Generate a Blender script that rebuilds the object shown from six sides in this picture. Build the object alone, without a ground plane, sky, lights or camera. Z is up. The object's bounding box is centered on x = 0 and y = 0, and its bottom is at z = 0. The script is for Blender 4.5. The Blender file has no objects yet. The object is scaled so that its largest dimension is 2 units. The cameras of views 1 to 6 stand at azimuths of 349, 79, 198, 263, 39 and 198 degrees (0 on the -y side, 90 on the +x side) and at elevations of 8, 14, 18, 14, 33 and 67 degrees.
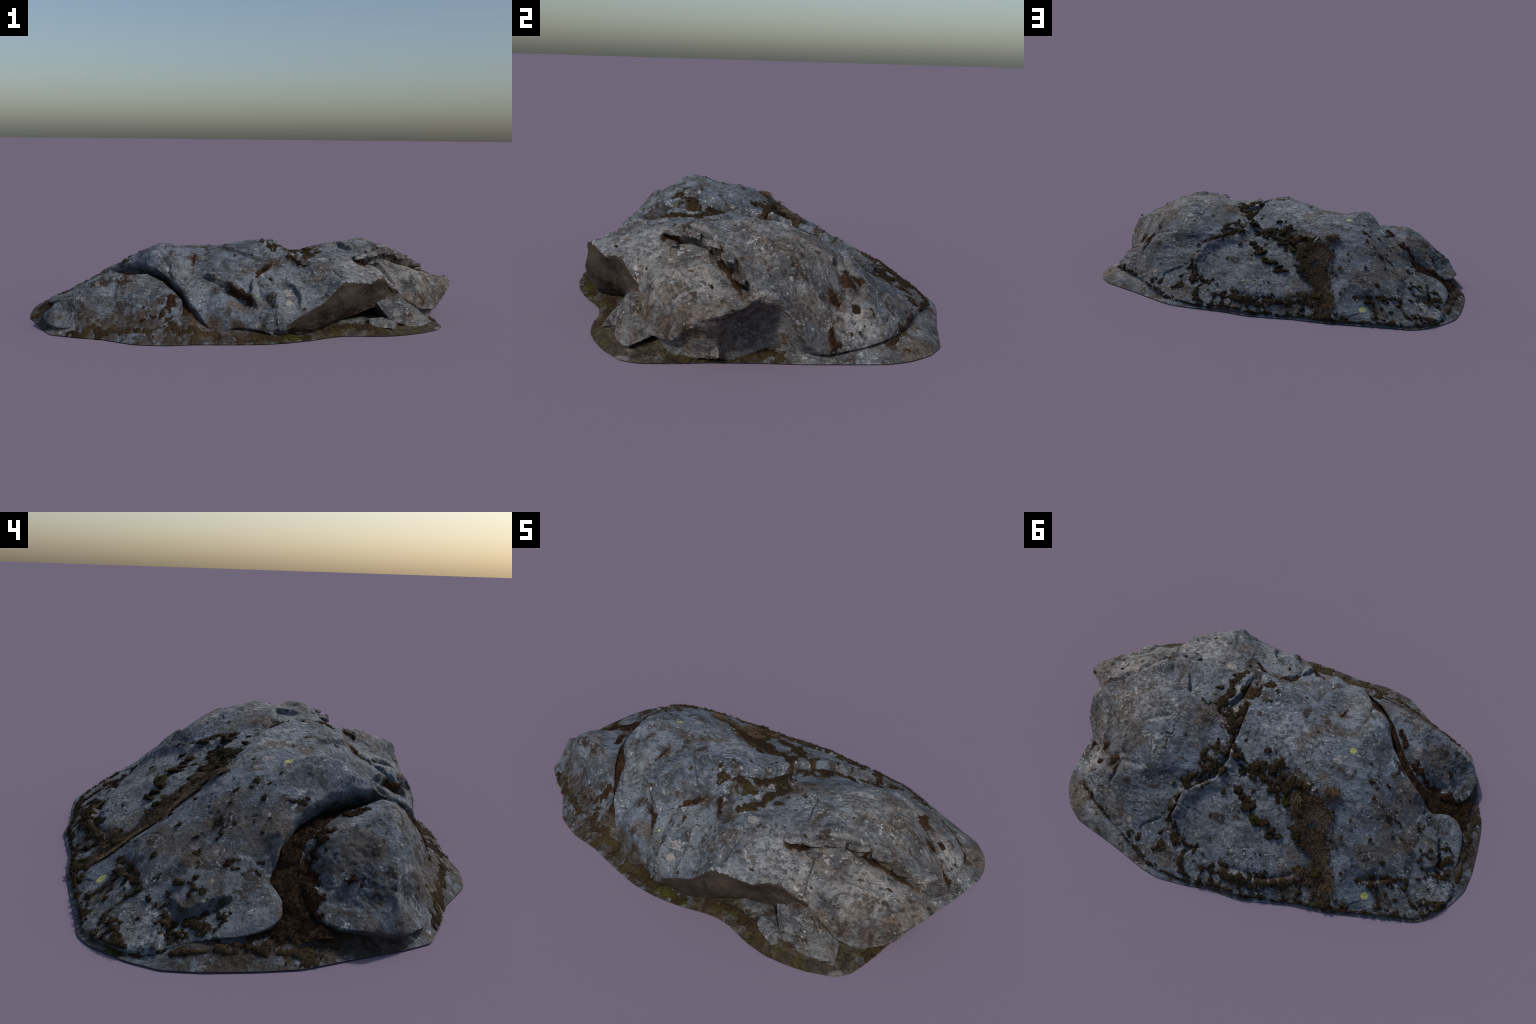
import bpy, math
import numpy as np

rng = np.random.default_rng(7)
STEP = 0.004            # grid spacing of the rock skins

# ------------------------------------------------------------------ noise
PERM = np.random.default_rng(3).permutation(256)
PERM = np.concatenate([PERM, PERM, PERM])
GRAD = np.random.default_rng(5).normal(size=(256, 3))
GRAD /= np.linalg.norm(GRAD, axis=1)[:, None]


def perlin(p):
    i = np.floor(p).astype(int)
    f = p - i
    i &= 255
    w = f * f * f * (f * (f * 6 - 15) + 10)
    out = 0
    for dx in (0, 1):
        for dy in (0, 1):
            for dz in (0, 1):
                h = PERM[PERM[PERM[(i[:, 0] + dx) & 255] + ((i[:, 1] + dy) & 255)] + ((i[:, 2] + dz) & 255)]
                d = f - np.array([dx, dy, dz])
                k = (w[:, 0] if dx else 1 - w[:, 0]) * (w[:, 1] if dy else 1 - w[:, 1]) * (w[:, 2] if dz else 1 - w[:, 2])
                out = out + k * (GRAD[h] * d).sum(1)
    return out * 1.6


def fbm(p, scale, octaves=4, gain=0.5, seed=0.0):
    p = p * scale + seed * 17.31
    a, s, t = 1.0, 0.0, 0.0
    for _ in range(octaves):
        s = s + a * perlin(p)
        t += a
        p = p * 2.03 + 11.7
        a *= gain
    return s / t


def ridged(p, scale, octaves=3, seed=0.0):
    p = p * scale + seed * 13.7
    a, s, t = 1.0, 0.0, 0.0
    for _ in range(octaves):
        s = s + a * (1 - np.abs(perlin(p)) * 2)
        t += a
        p = p * 2.1 + 5.3
        a *= 0.5
    return s / t


# ------------------------------------------------------------------ geometry helpers
def A(*pts):
    return np.array(pts, float)


def resample(P, step=0.022, closed=False, key=None):
    """Even points along a polyline; key columns measure the length."""
    P = np.asarray(P, float)
    if closed:
        P = np.vstack([P, P[:1]])
    K = P[:, :2] if key is None else P[:, key]
    L = np.concatenate([[0], np.cumsum(np.linalg.norm(np.diff(K, axis=0), axis=1))])
    n = max(2, int(round(L[-1] / step)) + 1)
    t = np.linspace(0, L[-1], n)
    Q = np.stack([np.interp(t, L, P[:, c]) for c in range(P.shape[1])], 1)
    return Q[:-1] if closed else Q


def smooth_loop(P, rounds=2):
    for _ in range(rounds):
        P = 0.25 * np.roll(P, 1, 0) + 0.5 * P + 0.25 * np.roll(P, -1, 0)
    return P


def outward(P):
    """Plan normals of a closed clockwise or anticlockwise loop, pointing out."""
    t = np.roll(P[:, :2], -1, 0) - np.roll(P[:, :2], 1, 0)
    n = np.stack([t[:, 1], -t[:, 0]], 1)
    n /= np.linalg.norm(n, axis=1)[:, None] + 1e-9
    area = (P[:, 0] * np.roll(P[:, 1], -1) - P[:, 1] * np.roll(P[:, 0], -1)).sum()
    return n if area > 0 else -n


def smoothstep(x, a, b):
    t = np.clip((x - a) / (b - a), 0, 1)
    return t * t * (3 - 2 * t)


class Skin:
    """A surface over a flat parameter plane that passes through structure lines:
    ridges, gullies, rims.  The kernel is nearly linear, so lines stay as creases."""

    def __init__(self, round_off=0.007, stiff=1.2e-5):
        self.q, self.x, self.c, self.stiff = [], [], round_off, stiff

    def line(self, xyz, q=None, step=0.024):
        xyz = np.asarray(xyz, float)
        q = xyz[:, :2] if q is None else q
        R = resample(np.hstack([q, xyz]), step) if len(xyz) > 1 else np.hstack([q, xyz])
        self.q.append(R[:, :2])
        self.x.append(R[:, 2:])

    def phi(self, a, b):
        return np.sqrt(((a[:, None, :] - b[None, :, :]) ** 2).sum(2) + self.c ** 2)

    def solve(self):
        q, x = np.vstack(self.q), np.vstack(self.x)
        # merge samples that fall on the same spot
        key, first = np.unique(np.round(q / 0.008).astype(int), axis=0, return_index=True)
        q, x = q[first], x[first]
        n = len(q)
        d = x - np.hstack([q, np.zeros((n, 1))])
        M = np.zeros((n + 3, n + 3))
        M[:n, :n] = self.phi(q, q) - self.stiff * n / 50 * np.eye(n)
        M[:n, n] = M[n, :n] = 1
        M[:n, n + 1:] = q
        M[n + 1:, :n] = q.T
        rhs = np.zeros((n + 3, 3))
        rhs[:n] = d
        self.w, self.nodes = np.linalg.solve(M, rhs), q
        return self

    def at(self, p):
        out = np.empty((len(p), 3))
        for s in range(0, len(p), 6000):
            b = p[s:s + 6000]
            k = np.hstack([self.phi(b, self.nodes), np.ones((len(b), 1)), b])
            out[s:s + 6000] = k @ self.w
        out[:, :2] += p
        return out


def inside(p, loop):
    x, y = p[:, 0], p[:, 1]
    c = np.zeros(len(p), bool)
    for a, b in zip(loop, np.roll(loop, -1, 0)):
        hit = ((a[1] > y) != (b[1] > y)) & (x < (b[0] - a[0]) * (y - a[1]) / (b[1] - a[1] + 1e-12) + a[0])
        c ^= hit
    return c


def grid_in(loop, step):
    lo, hi = loop.min(0) - step, loop.max(0) + step
    nx, ny = int((hi[0] - lo[0]) / step) + 1, int((hi[1] - lo[1]) / step) + 1
    gx, gy = np.meshgrid(lo[0] + np.arange(nx) * step, lo[1] + np.arange(ny) * step, indexing="ij")
    p = np.stack([gx.ravel(), gy.ravel()], 1)
    ok = inside(p, loop)
    i, j = np.meshgrid(np.arange(nx - 1), np.arange(ny - 1), indexing="ij")
    f = np.stack([i * ny + j, (i + 1) * ny + j, (i + 1) * ny + j + 1, i * ny + j + 1], -1).reshape(-1, 4)
    f = f[ok[f].all(1)]
    used = np.unique(f)
    remap = np.full(len(p), -1)
    remap[used] = np.arange(len(used))
    return p[used], remap[f]


def normals(v, f):
    n = np.cross(v[f[:, 2]] - v[f[:, 0]], v[f[:, -1]] - v[f[:, 1]])
    out = np.zeros_like(v)
    for k in range(f.shape[1]):
        for a in range(3):
            out[:, a] += np.bincount(f[:, k], n[:, a], len(v))
    return out / (np.linalg.norm(out, axis=1)[:, None] + 1e-12)


def dist_to_line(p, P):
    best = np.full(len(p), 1e9)
    for a, b in zip(P[:-1], P[1:]):
        d = b - a
        t = np.clip(((p - a) @ d) / (d @ d + 1e-12), 0, 1)
        best = np.minimum(best, np.linalg.norm(p - a - t[:, None] * d, axis=1))
    return best


def make_mesh(name, v, f, mat, parent=None, smooth=True):
    me = bpy.data.meshes.new(name)
    me.from_pydata(v.tolist(), [], f.tolist())
    me.materials.append(mat)
    if smooth:
        me.polygons.foreach_set("use_smooth", np.ones(len(me.polygons), bool))
    me.update()
    ob = bpy.data.objects.new(name, me)
    bpy.context.scene.collection.objects.link(ob)
    ob.parent = parent
    return ob


# ------------------------------------------------------------------ plan of the thing
# edge of the ground apron, z = 0
OUTLINE = A((.953, .35), (.912, .43), (.849, .486), (.78, .511), (.647, .557), (.475, .627), (.395, .65),
            (.265, .648), (.138, .636), (0, .646), (-.09, .63), (-.228, .605), (-.39, .594), (-.54, .568),
            (-.68, .541), (-.795, .523), (-.85, .49), (-.93, .402), (-.98, .32), (-.996, .225), (-1.0, .09),
            (-.996, -.01), (-.967, -.1), (-.941, -.19), (-.918, -.27), (-.882, -.357), (-.78, -.414),
            (-.67, -.466), (-.537, -.573), (-.483, -.591), (-.4, -.612), (-.28, -.612), (-.128, -.637),
            (0, -.651), (.107, -.643), (.217, -.616), (.3, -.583), (.35, -.569), (.41, -.568), (.52, -.59),
            (.6, -.593), (.67, -.58), (.75, -.555), (.842, -.505), (.872, -.455), (.885, -.365), (.892, -.25),
            (.912, -.11), (.939, .03), (.956, .165), (.967, .275))

# rim of the main rock, going round from the right lobe over the back:
# (x, y, z, inset of the undercut, its z, inset of the foot, its z)
RIM = A((.911, .101, .022, .03, .012, .03, .0), (.905, .2, .035, .02, .02, .03, .0), (.884, .297, .052, .02, .03, .03, 0),
        (.80, .385, .05, .01, .02, .02, 0), (.694, .458, .05, .01, .02, .02, 0), (.62, .5, .043, .005, .02, .01, 0),
        (.519, .56, .026, 0, .01, .0, 0), (.44, .615, .016, 0, .006, 0, 0),
        (.265, .634, .013, 0, .006, 0, 0), (.138, .622, .016, 0, .006, 0, 0), (0, .632, .013, 0, .006, 0, 0),
        (-.228, .592, .012, 0, .006, 0, 0), (-.39, .58, .012, 0, .006, 0, 0), (-.54, .555, .012, 0, .006, 0, 0),
        (-.68, .528, .012, 0, .006, 0, 0), (-.785, .508, .012, 0, .006, 0, 0), (-.845, .47, .014, 0, .006, 0, 0),
        (-.90, .41, .016, 0, .006, 0, 0), (-.936, .338, .016, .0, .008, .0, 0), (-.91, .26, .03, .01, .015, .02, 0),
        (-.921, .19, .045, .02, .03, .04, .01), (-.922, .12, .05, .025, .03, .05, .01),
        (-.905, .06, .06, .02, .035, .04, .01), (-.868, .015, .074, .02, .04, .05, .01),
        (-.80, .022, .10, .02, .05, .05, .02), (-.748, .043, .117, .02, .07, .05, .02), (-.717, .021, .139, .02, .08, .05, .03),
        (-.666, .0, .204, .02, .12, .05, .05), (-.585, -.07, .245, .03, .16, .05, .09),
        (-.505, -.16, .262, .05, .19, .08, .1), (-.457, -.256, .272, .06, .21, .09, .12),
        (-.419, -.316, .271, .05, .21, .09, .1), (-.381, -.349, .243, .03, .18, .06, .08),
        (-.322, -.432, .196, .02, .13, .05, .06), (-.308, -.474, .166, .02, .1, .05, .04), (-.282, -.506, .131, .02, .07, .05, .02),
        (-.244, -.531, .089, .015, .06, .03, .03), (-.215, -.54, .052, .015, .035, .03, .01), (-.16, -.548, .055, .015, .035, .03, .01),
        (-.109, -.556, .069, .015, .045, .03, .01), (-.06, -.566, .058, .015, .04, .03, .01), (-.024, -.577, .053, .015, .04, .03, .01),
        (.055, -.603, .05, .015, .035, .03, .01), (.11, -.612, .07, .012, .045, .03, .01), (.19, -.614, .12, .004, .08, .03, .02),
        (.27, -.606, .16, .0, .10, .055, .025), (.312, -.6, .203, -.003, .12, .07, .025), (.356, -.591, .243, .002, .13, .10, .03),
        (.418, -.57, .238, .02, .14, .11, .035), (.505, -.543, .223, .03, .17, .10, .06), (.53, -.514, .235, .015, .17, .06, .08),
        (.582, -.487, .238, .004, .17, .03, .1), (.603, -.469, .203, .004, .15, .02, .09), (.645, -.443, .179, .015, .13, .03, .06), (.70, -.436, .15, .02, .10, .05, .03), (.77, -.436, .105, .02, .07, .06, .0),
        (.843, -.431, .079, .03, .055, .06, 0), (.892, -.36, .087, .03, .06, .05, 0), (.953, -.313, .147, .03, .10, .07, 0),
        (.998, -.25, .168, .04, .12, .09, 0), (1.005, -.2, .18, .06, .125, .09, 0), (.955, -.15, .185, .06, .12, .06, 0),
        (.925, -.11, .205, .06, .12, .04, 0), (.94, -.055, .2, .09, .11, .10, 0), (.95, -.028, .165, .09, .09, .10, 0),
        (.955, -.005, .12, .07, .06, .09, 0), (.945, .035, .07, .04, .03, .06, 0), (.925, .075, .035, .03, .015, .04, 0))

# ------------------------------------------------------------------ main rock
rim = resample(RIM, 0.02, True)
rim[:, :2] = smooth_loop(rim[:, :2], 2)
out = outward(smooth_loop(rim, 6))
out = smooth_loop(out, 4)
out /= np.linalg.norm(out, axis=1)[:, None]
ring = np.hstack([rim[:, :2] * 1.0, rim[:, 2:3]])
chip = fbm(ring, 9, 3, .6, 61)
strong = smoothstep(rim[:, 2], .04, .12)
nose = smoothstep(rim[:, 0], .6, .75)
rim[:, :2] += out * ((.014 * chip + .010 * nose * (fbm(ring, 24, 2, .6, 63) - .1)) * strong)[:, None]
rim[:, 2] += .010 * fbm(ring, 13, 3, .6, 62) * strong
rq = rim[:, :2]
close = lambda a: np.vstack([a, a[:1]])

rock = Skin()
rock.line(close(rim[:, :3]), close(rq))
mid = np.hstack([rq - out * rim[:, 3:4], rim[:, 4:5]])
foot = np.hstack([rq - out * rim[:, 5:6], rim[:, 6:7]])
rock.line(close(mid), close(rq + out * 0.045))
rock.line(close(foot), close(rq + out * 0.11))

STRUCTURE = dict(
    summit_ridge=A((-.394, -.174, .361), (-.3, -.18, .336), (-.15, -.2, .347), (-.03, -.204, .368), (.04, -.23, .378), (.11, -.25, .37)),
    
    summit_drop=A((.165, -.28, .352), (.2, -.23, .318)),
    gully_head=A((.25, -.2, .312), (.245, -.1, .308), (.25, -.02, .302)),
    saddle=A((-.1, -.11, .348), (-.08, .0, .336), (-.08, .08, .284)),
    ramp_crown=A((.28, .3, .2), (.28, .4, .153)),
    gully=A((.25, 0, .298), (.25, .08, .28), (.292, .154, .256)),
    ledge_rim=A((.13, -.2, .37), (.125, -.14, .362), (.1, -.09, .356), (.05, -.05, .355), (.009, -.039, .353)),
    hollow=A((.165, -.1, .326), (.145, -.03, .308), (.12, .03, .298), (.08, .07, .29), (.03, .1, .272)),
    ledge_foot=A((.292, -.122, .313), (.36, -.14, .334)),
    east_crest=A((.36, -.14, .334), (.463, -.149, .353), (.54, -.12, .352), (.6, -.08, .37), (.65, -.065, .35), (.69, -.05, .335)),
    plateau=A((.52, -.2, .347), (.6, -.17, .35), (.65, -.14, .342)),
    east_back=A((.6, -.08, .37), (.615, .05, .329), (.595, .148, .299), (.55, .25, .238), (.65, .29, .195)),
    east_side=A((.65, -.065, .35), (.71, .0, .307), (.765, .04, .283), (.81, -.01, .256), (.89, -.02, .195)),
    east_bulge=A((.615, .05, .329), (.665, .06, .319), (.66, .126, .295), (.66, .175, .26)),
    shoulder=A((.43, -.233, .328), (.38, -.2, .325), (.34, -.25, .315)),
    headwall_top=A((.47, -.325, .316), (.535, -.27, .336), (.6, -.25, .342), (.645, -.222, .335), (.685, -.188, .31), (.74, -.165, .29), (.80, -.145, .247), (.88, -.115, .225), (.925, -.11, .205)),
    headwall_foot=A((.5, -.352, .29), (.6, -.3, .298), (.683, -.237, .294), (.76, -.2, .258), (.85, -.18, .215), (.89, -.16, .212), (.93, -.16, .188)),
    slab_dome=A((.6, -.36, .266), (.68, -.34, .244), (.76, -.29, .243), (.84, -.28, .22), (.92, -.24, .19)),
    slab_back=A((.66, -.28, .275), (.75, -.235, .258), (.82, -.215, .228)),
    slab_brow=A((.65, -.42, .205), (.72, -.415, .193), (.776, -.41, .188), (.861, -.358, .16), (.91, -.33, .15)),
    terrace=A((.42, -.45, .27), (.48, -.4, .276), (.531, -.36, .272)),
    terrace_edge=A((.45, -.5, .252), (.53, -.463, .248), (.57, -.42, .246)),
    lobe=A((.69, .165, .26), (.721, .219, .183), (.814, .211, .12), (.87, .22, .085)),
    lobe_low=A((.69, .28, .18), (.76, .275, .152), (.83, .275, .116), (.81, .325, .092)),
    lobe_leaf=A((.745, .085, .266), (.801, .144, .155), (.86, .14, .1)),
    back_rib=A((.402, .156, .263), (.45, .2, .245), (.523, .305, .19), (.566, .342, .159), (.6, .42, .1)),
    back_gully=A((.292, .154, .262), (.38, .24, .215), (.43, .33, .165), (.42, .42, .115), (.4, .5, .066), (.395, .522, .06)),
    ramp_edge=A((.25, .19, .25), (.371, .276, .219), (.395, .34, .175), (.391, .392, .138), (.35, .451, .102)),
    ramp_one=A((.056, .262, .208), (-.002, .315, .178), (.04, .365, .157), (.076, .451, .12), (.029, .526, .076)),
    ramp_two=A((-.182, .332, .149), (-.22, .487, .07), (-.23, .56, .035)),
    ramp_foot=A((.147, .54, .059), (.138, .61, .024)),
    moss_gully=A((-.076, .127, .253), (-.182, .2, .226), (-.275, .259, .188), (-.317, .337, .13), (-.34, .45, .06), (-.342, .55, .012)),
    hump=A((-.182, .091, .29), (-.267, .116, .296), (-.323, .134, .294), (-.416, .188, .26), (-.36, .25, .21)),
    hump_down=A((-.416, .188, .26), (-.44, .3, .18), (-.439, .40, .125), (-.5, .46, .07), (-.546, .482, .051)),
    west_back=A((-.337, -.066, .337), (-.43, .02, .318), (-.499, .094, .287), (-.569, .164, .222), (-.647, .226, .165), (-.692, .257, .151)),
    west_low=A((-.692, .257, .151), (-.76, .2, .115), (-.82, .223, .08), (-.837, .176, .078)),
    west_foot=A((-.564, .4, .09), (-.688, .413, .075), (-.814, .388, .046)),
    west_notch=A((-.83, .19, .075), (-.814, .276, .074)),
    cusp_arm=A((-.394, -.174, .361), (-.415, -.22, .348), (-.427, -.27, .312), (-.421, -.31, .28)),
    cusp_front=A((-.394, -.174, .361), (-.36, -.27, .31), (-.345, -.34, .262)),
    west_rim=A((-.394, -.174, .361), (-.44, -.12, .34), (-.49, -.06, .304), (-.55, -.01, .274), (-.61, .03, .232), (-.69, .07, .166)),
    front_gully=A((-.2, -.22, .322), (-.24, -.25, .297), (-.28, -.31, .268), (-.26, -.38, .225)),
    front_rib=A((-.15, -.24, .327), (-.17, -.33, .285), (-.182, -.398, .242)),
    front_groove=A((-.182, -.398, .242), (-.103, -.438, .203), (-.06, -.47, .18), (-.04, -.53, .13)),
    front_lobe=A((-.225, -.47, .164), (-.17, -.525, .138), (-.145, -.548, .098)),
    block_step=A((.029, -.402, .258), (-.02, -.44, .235), (-.003, -.515, .172), (.04, -.575, .14), (.062, -.607, .112), (.058, -.606, .07)),
    block_brow=A((.062, -.607, .112), (.13, -.58, .145), (.2, -.565, .175), (.28, -.57, .2)),
    block_face=A((.029, -.402, .258), (.12, -.465, .232), (.214, -.52, .21)),
    facet=A((.36, -.588, .245), (.345, -.545, .254), (.325, -.505, .263), (.28, -.44, .291), (.237, -.383, .304)),
    outcrop_foot=A((.237, -.383, .304), (.27, -.34, .303), (.33, -.29, .321)),
    upper_front=A((.04, -.23, .384), (.035, -.29, .346), (.02, -.36, .29)),
    upper_front_left=A((-.05, -.27, .338), (-.065, -.34, .285)),
    outcrop=A((.165, -.28, .35), (.2, -.34, .325), (.237, -.383, .304)),
    blue_hollow=A((.1, -.36, .285), (.17, -.42, .26), (.25, -.45, .262)),
)
for pts in STRUCTURE.values():
    rock.line(pts)
rock.solve()


def side_of(q, line):
    """Distance to a polyline, which side of it (+ is to the right of its run), and a fade towards its ends."""
    L = resample(line, .01)
    best, sgn, run = np.full(len(q), 1e9), np.zeros(len(q)), np.zeros(len(q))
    for i in range(len(L) - 1):
        a, d = L[i], L[i + 1] - L[i]
        t = np.clip(((q - a) @ d) / (d @ d + 1e-12), 0, 1)
        w = q - a - t[:, None] * d
        r = np.linalg.norm(w, axis=1)
        m = r < best
        best[m] = r[m]
        sgn[m] = np.sign(d[1] * w[m, 0] - d[0] * w[m, 1])
        run[m] = (i + t[m]) / (len(L) - 1)
    return best, sgn, smoothstep(run, 0, .2) * smoothstep(1 - run, 0, .2)


def scarp(q, line, height, reach=.05, share=.5, sharp=.006, groove=.22):
    """A broken step: the ground right of the line falls away."""
    line = np.asarray(line, float)
    out = np.zeros(len(q))
    near = (q > line.min(0) - 3 * reach).all(1) & (q < line.max(0) + 3 * reach).all(1)
    qq = q[near]
    w3 = np.hstack([qq, np.zeros((len(qq), 1))])
    qq = qq + .010 * np.stack([fbm(w3, 16, 3, .6, 31), fbm(w3, 16, 3, .6, 32)], 1)
    d, sg, end = side_of(qq, line)
    up = (1 - share) * smoothstep(-sg * d, -sharp, sharp) * np.exp(-(d / reach) ** 2)
    dn = share * smoothstep(sg * d, -sharp, sharp) * np.exp(-(d / reach) ** 2)
    foot_cut = groove * np.exp(-((sg * d - .009) / .0065) ** 2)
    out[near] = height * end * (up - dn - foot_cut)
    return out


def crack(q, line, depth, width=.007):
    line = np.asarray(line, float)
    out = np.zeros(len(q))
    near = (q > line.min(0) - 5 * width).all(1) & (q < line.max(0) + 5 * width).all(1)
    qq = q[near]
    w3 = np.hstack([qq, np.zeros((len(qq), 1))])
    qq = qq + .007 * np.stack([fbm(w3, 30, 3, .6, 33), fbm(w3, 30, 3, .6, 34)], 1)
    d, sg, end = side_of(qq, line)
    out[near] = -depth * end * np.exp(-(d / width) ** 2)
    return out


def scoops(v, cell, seed):
    """Conchoidal chips: shallow bowls that meet in sharp edges."""
    q = v / cell
    g = np.floor(q).astype(int)
    best = np.full(len(v), 9.0)
    for dx in (-1, 0, 1):
        for dy in (-1, 0, 1):
            for dz in (-1, 0, 1):
                c = g + [dx, dy, dz]
                h = PERM[(PERM[(PERM[(c[:, 0] + int(seed)) & 255] + c[:, 1]) & 255] + c[:, 2]) & 255]
                r = ((q - c - .5 - .48 * GRAD[h]) ** 2).sum(1) + .45 * GRAD[(h * 3 + 7) & 255][:, 1]
                best = np.minimum(best, r)
    return np.clip(best, -.5, 1.1) - .25


def facet(v, f, count, blend, seed, lump=.005):
    """Break a smooth skin into flat planes that meet in hard ridges: a coarse planar
    version of it is made with Decimate, and the fine grid is pulled onto that."""
    n = normals(v, f)
    v = v + n * (lump * scoops(v * [1, .9, 1.1], .24, seed) + .003 * fbm(v, 5, 2, .4, seed + 1))[:, None]
    me = bpy.data.meshes.new("coarse")
    me.from_pydata(v.tolist(), [], f.tolist())
    ob = bpy.data.objects.new("coarse", me)
    bpy.context.scene.collection.objects.link(ob)
    mod = ob.modifiers.new("planes", "DECIMATE")
    mod.ratio = count / (2 * len(f))
    from mathutils.bvhtree import BVHTree
    tree = BVHTree.FromObject(ob, bpy.context.evaluated_depsgraph_get())
    w = np.array([tree.find_nearest(q)[0] for q in v.tolist()])
    bpy.data.objects.remove(ob)
    bpy.data.meshes.remove(me)
    return v + (w - v) * blend


def stony(v, f, amount=1.0, seed=0.0, fade=None, extra=None):
    """Weather a skin: broad lumps, chipped facets, slanting strata and fine grain."""
    n = normals(v, f)
    warp = v + .035 * np.stack([fbm(v, 6, 3, .5, 51), fbm(v, 6, 3, .5, 52), fbm(v, 6, 3, .5, 53)], 1)
    lean = np.stack([warp[:, 0] * .8 + v[:, 2] * .6, warp[:, 1] * 1.1 + v[:, 0] * .4, warp[:, 2] * 1.5 - v[:, 1] * .5], 1)
    rough = smoothstep(fbm(v, 4, 2, .5, seed + 9), -.25, .35)
    d = (.25 + .75 * rough) * .008 * scoops(lean, .15, seed)
    d += (.15 + .85 * rough) * .0048 * scoops(lean * [1, 1.2, 1.3], .06, seed + 3)
    d += (.3 + .7 * rough) * (.0022 * fbm(lean, 22, 4, .55, seed + 5) + .0012 * fbm(v, 60, 3, .6, seed + 6))
    split = np.abs(fbm(lean, 3.5, 3, .5, seed + 7))
    d -= .005 * np.exp(-(split / .009) ** 2) * smoothstep(fbm(v, 5, 2, .5, seed + 8), .05, .3)
    grain = ridged(np.stack([lean[:, 0] * .5, lean[:, 1] * 1.3, lean[:, 2] * 3.2], 1), 16, 3, seed + 21)
    d += .0032 * rough * (grain - .5)
    d -= d.mean() + .0015
    d *= amount
    if extra is not None:
        d = d + extra
    if fade is not None:
        d *= fade
    return v + n * d[:, None], n


def total(m, parts):
    x = parts[0]
    for q in parts[1:]:
        x = m.math("MAXIMUM", x, q)
    return x


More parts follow.
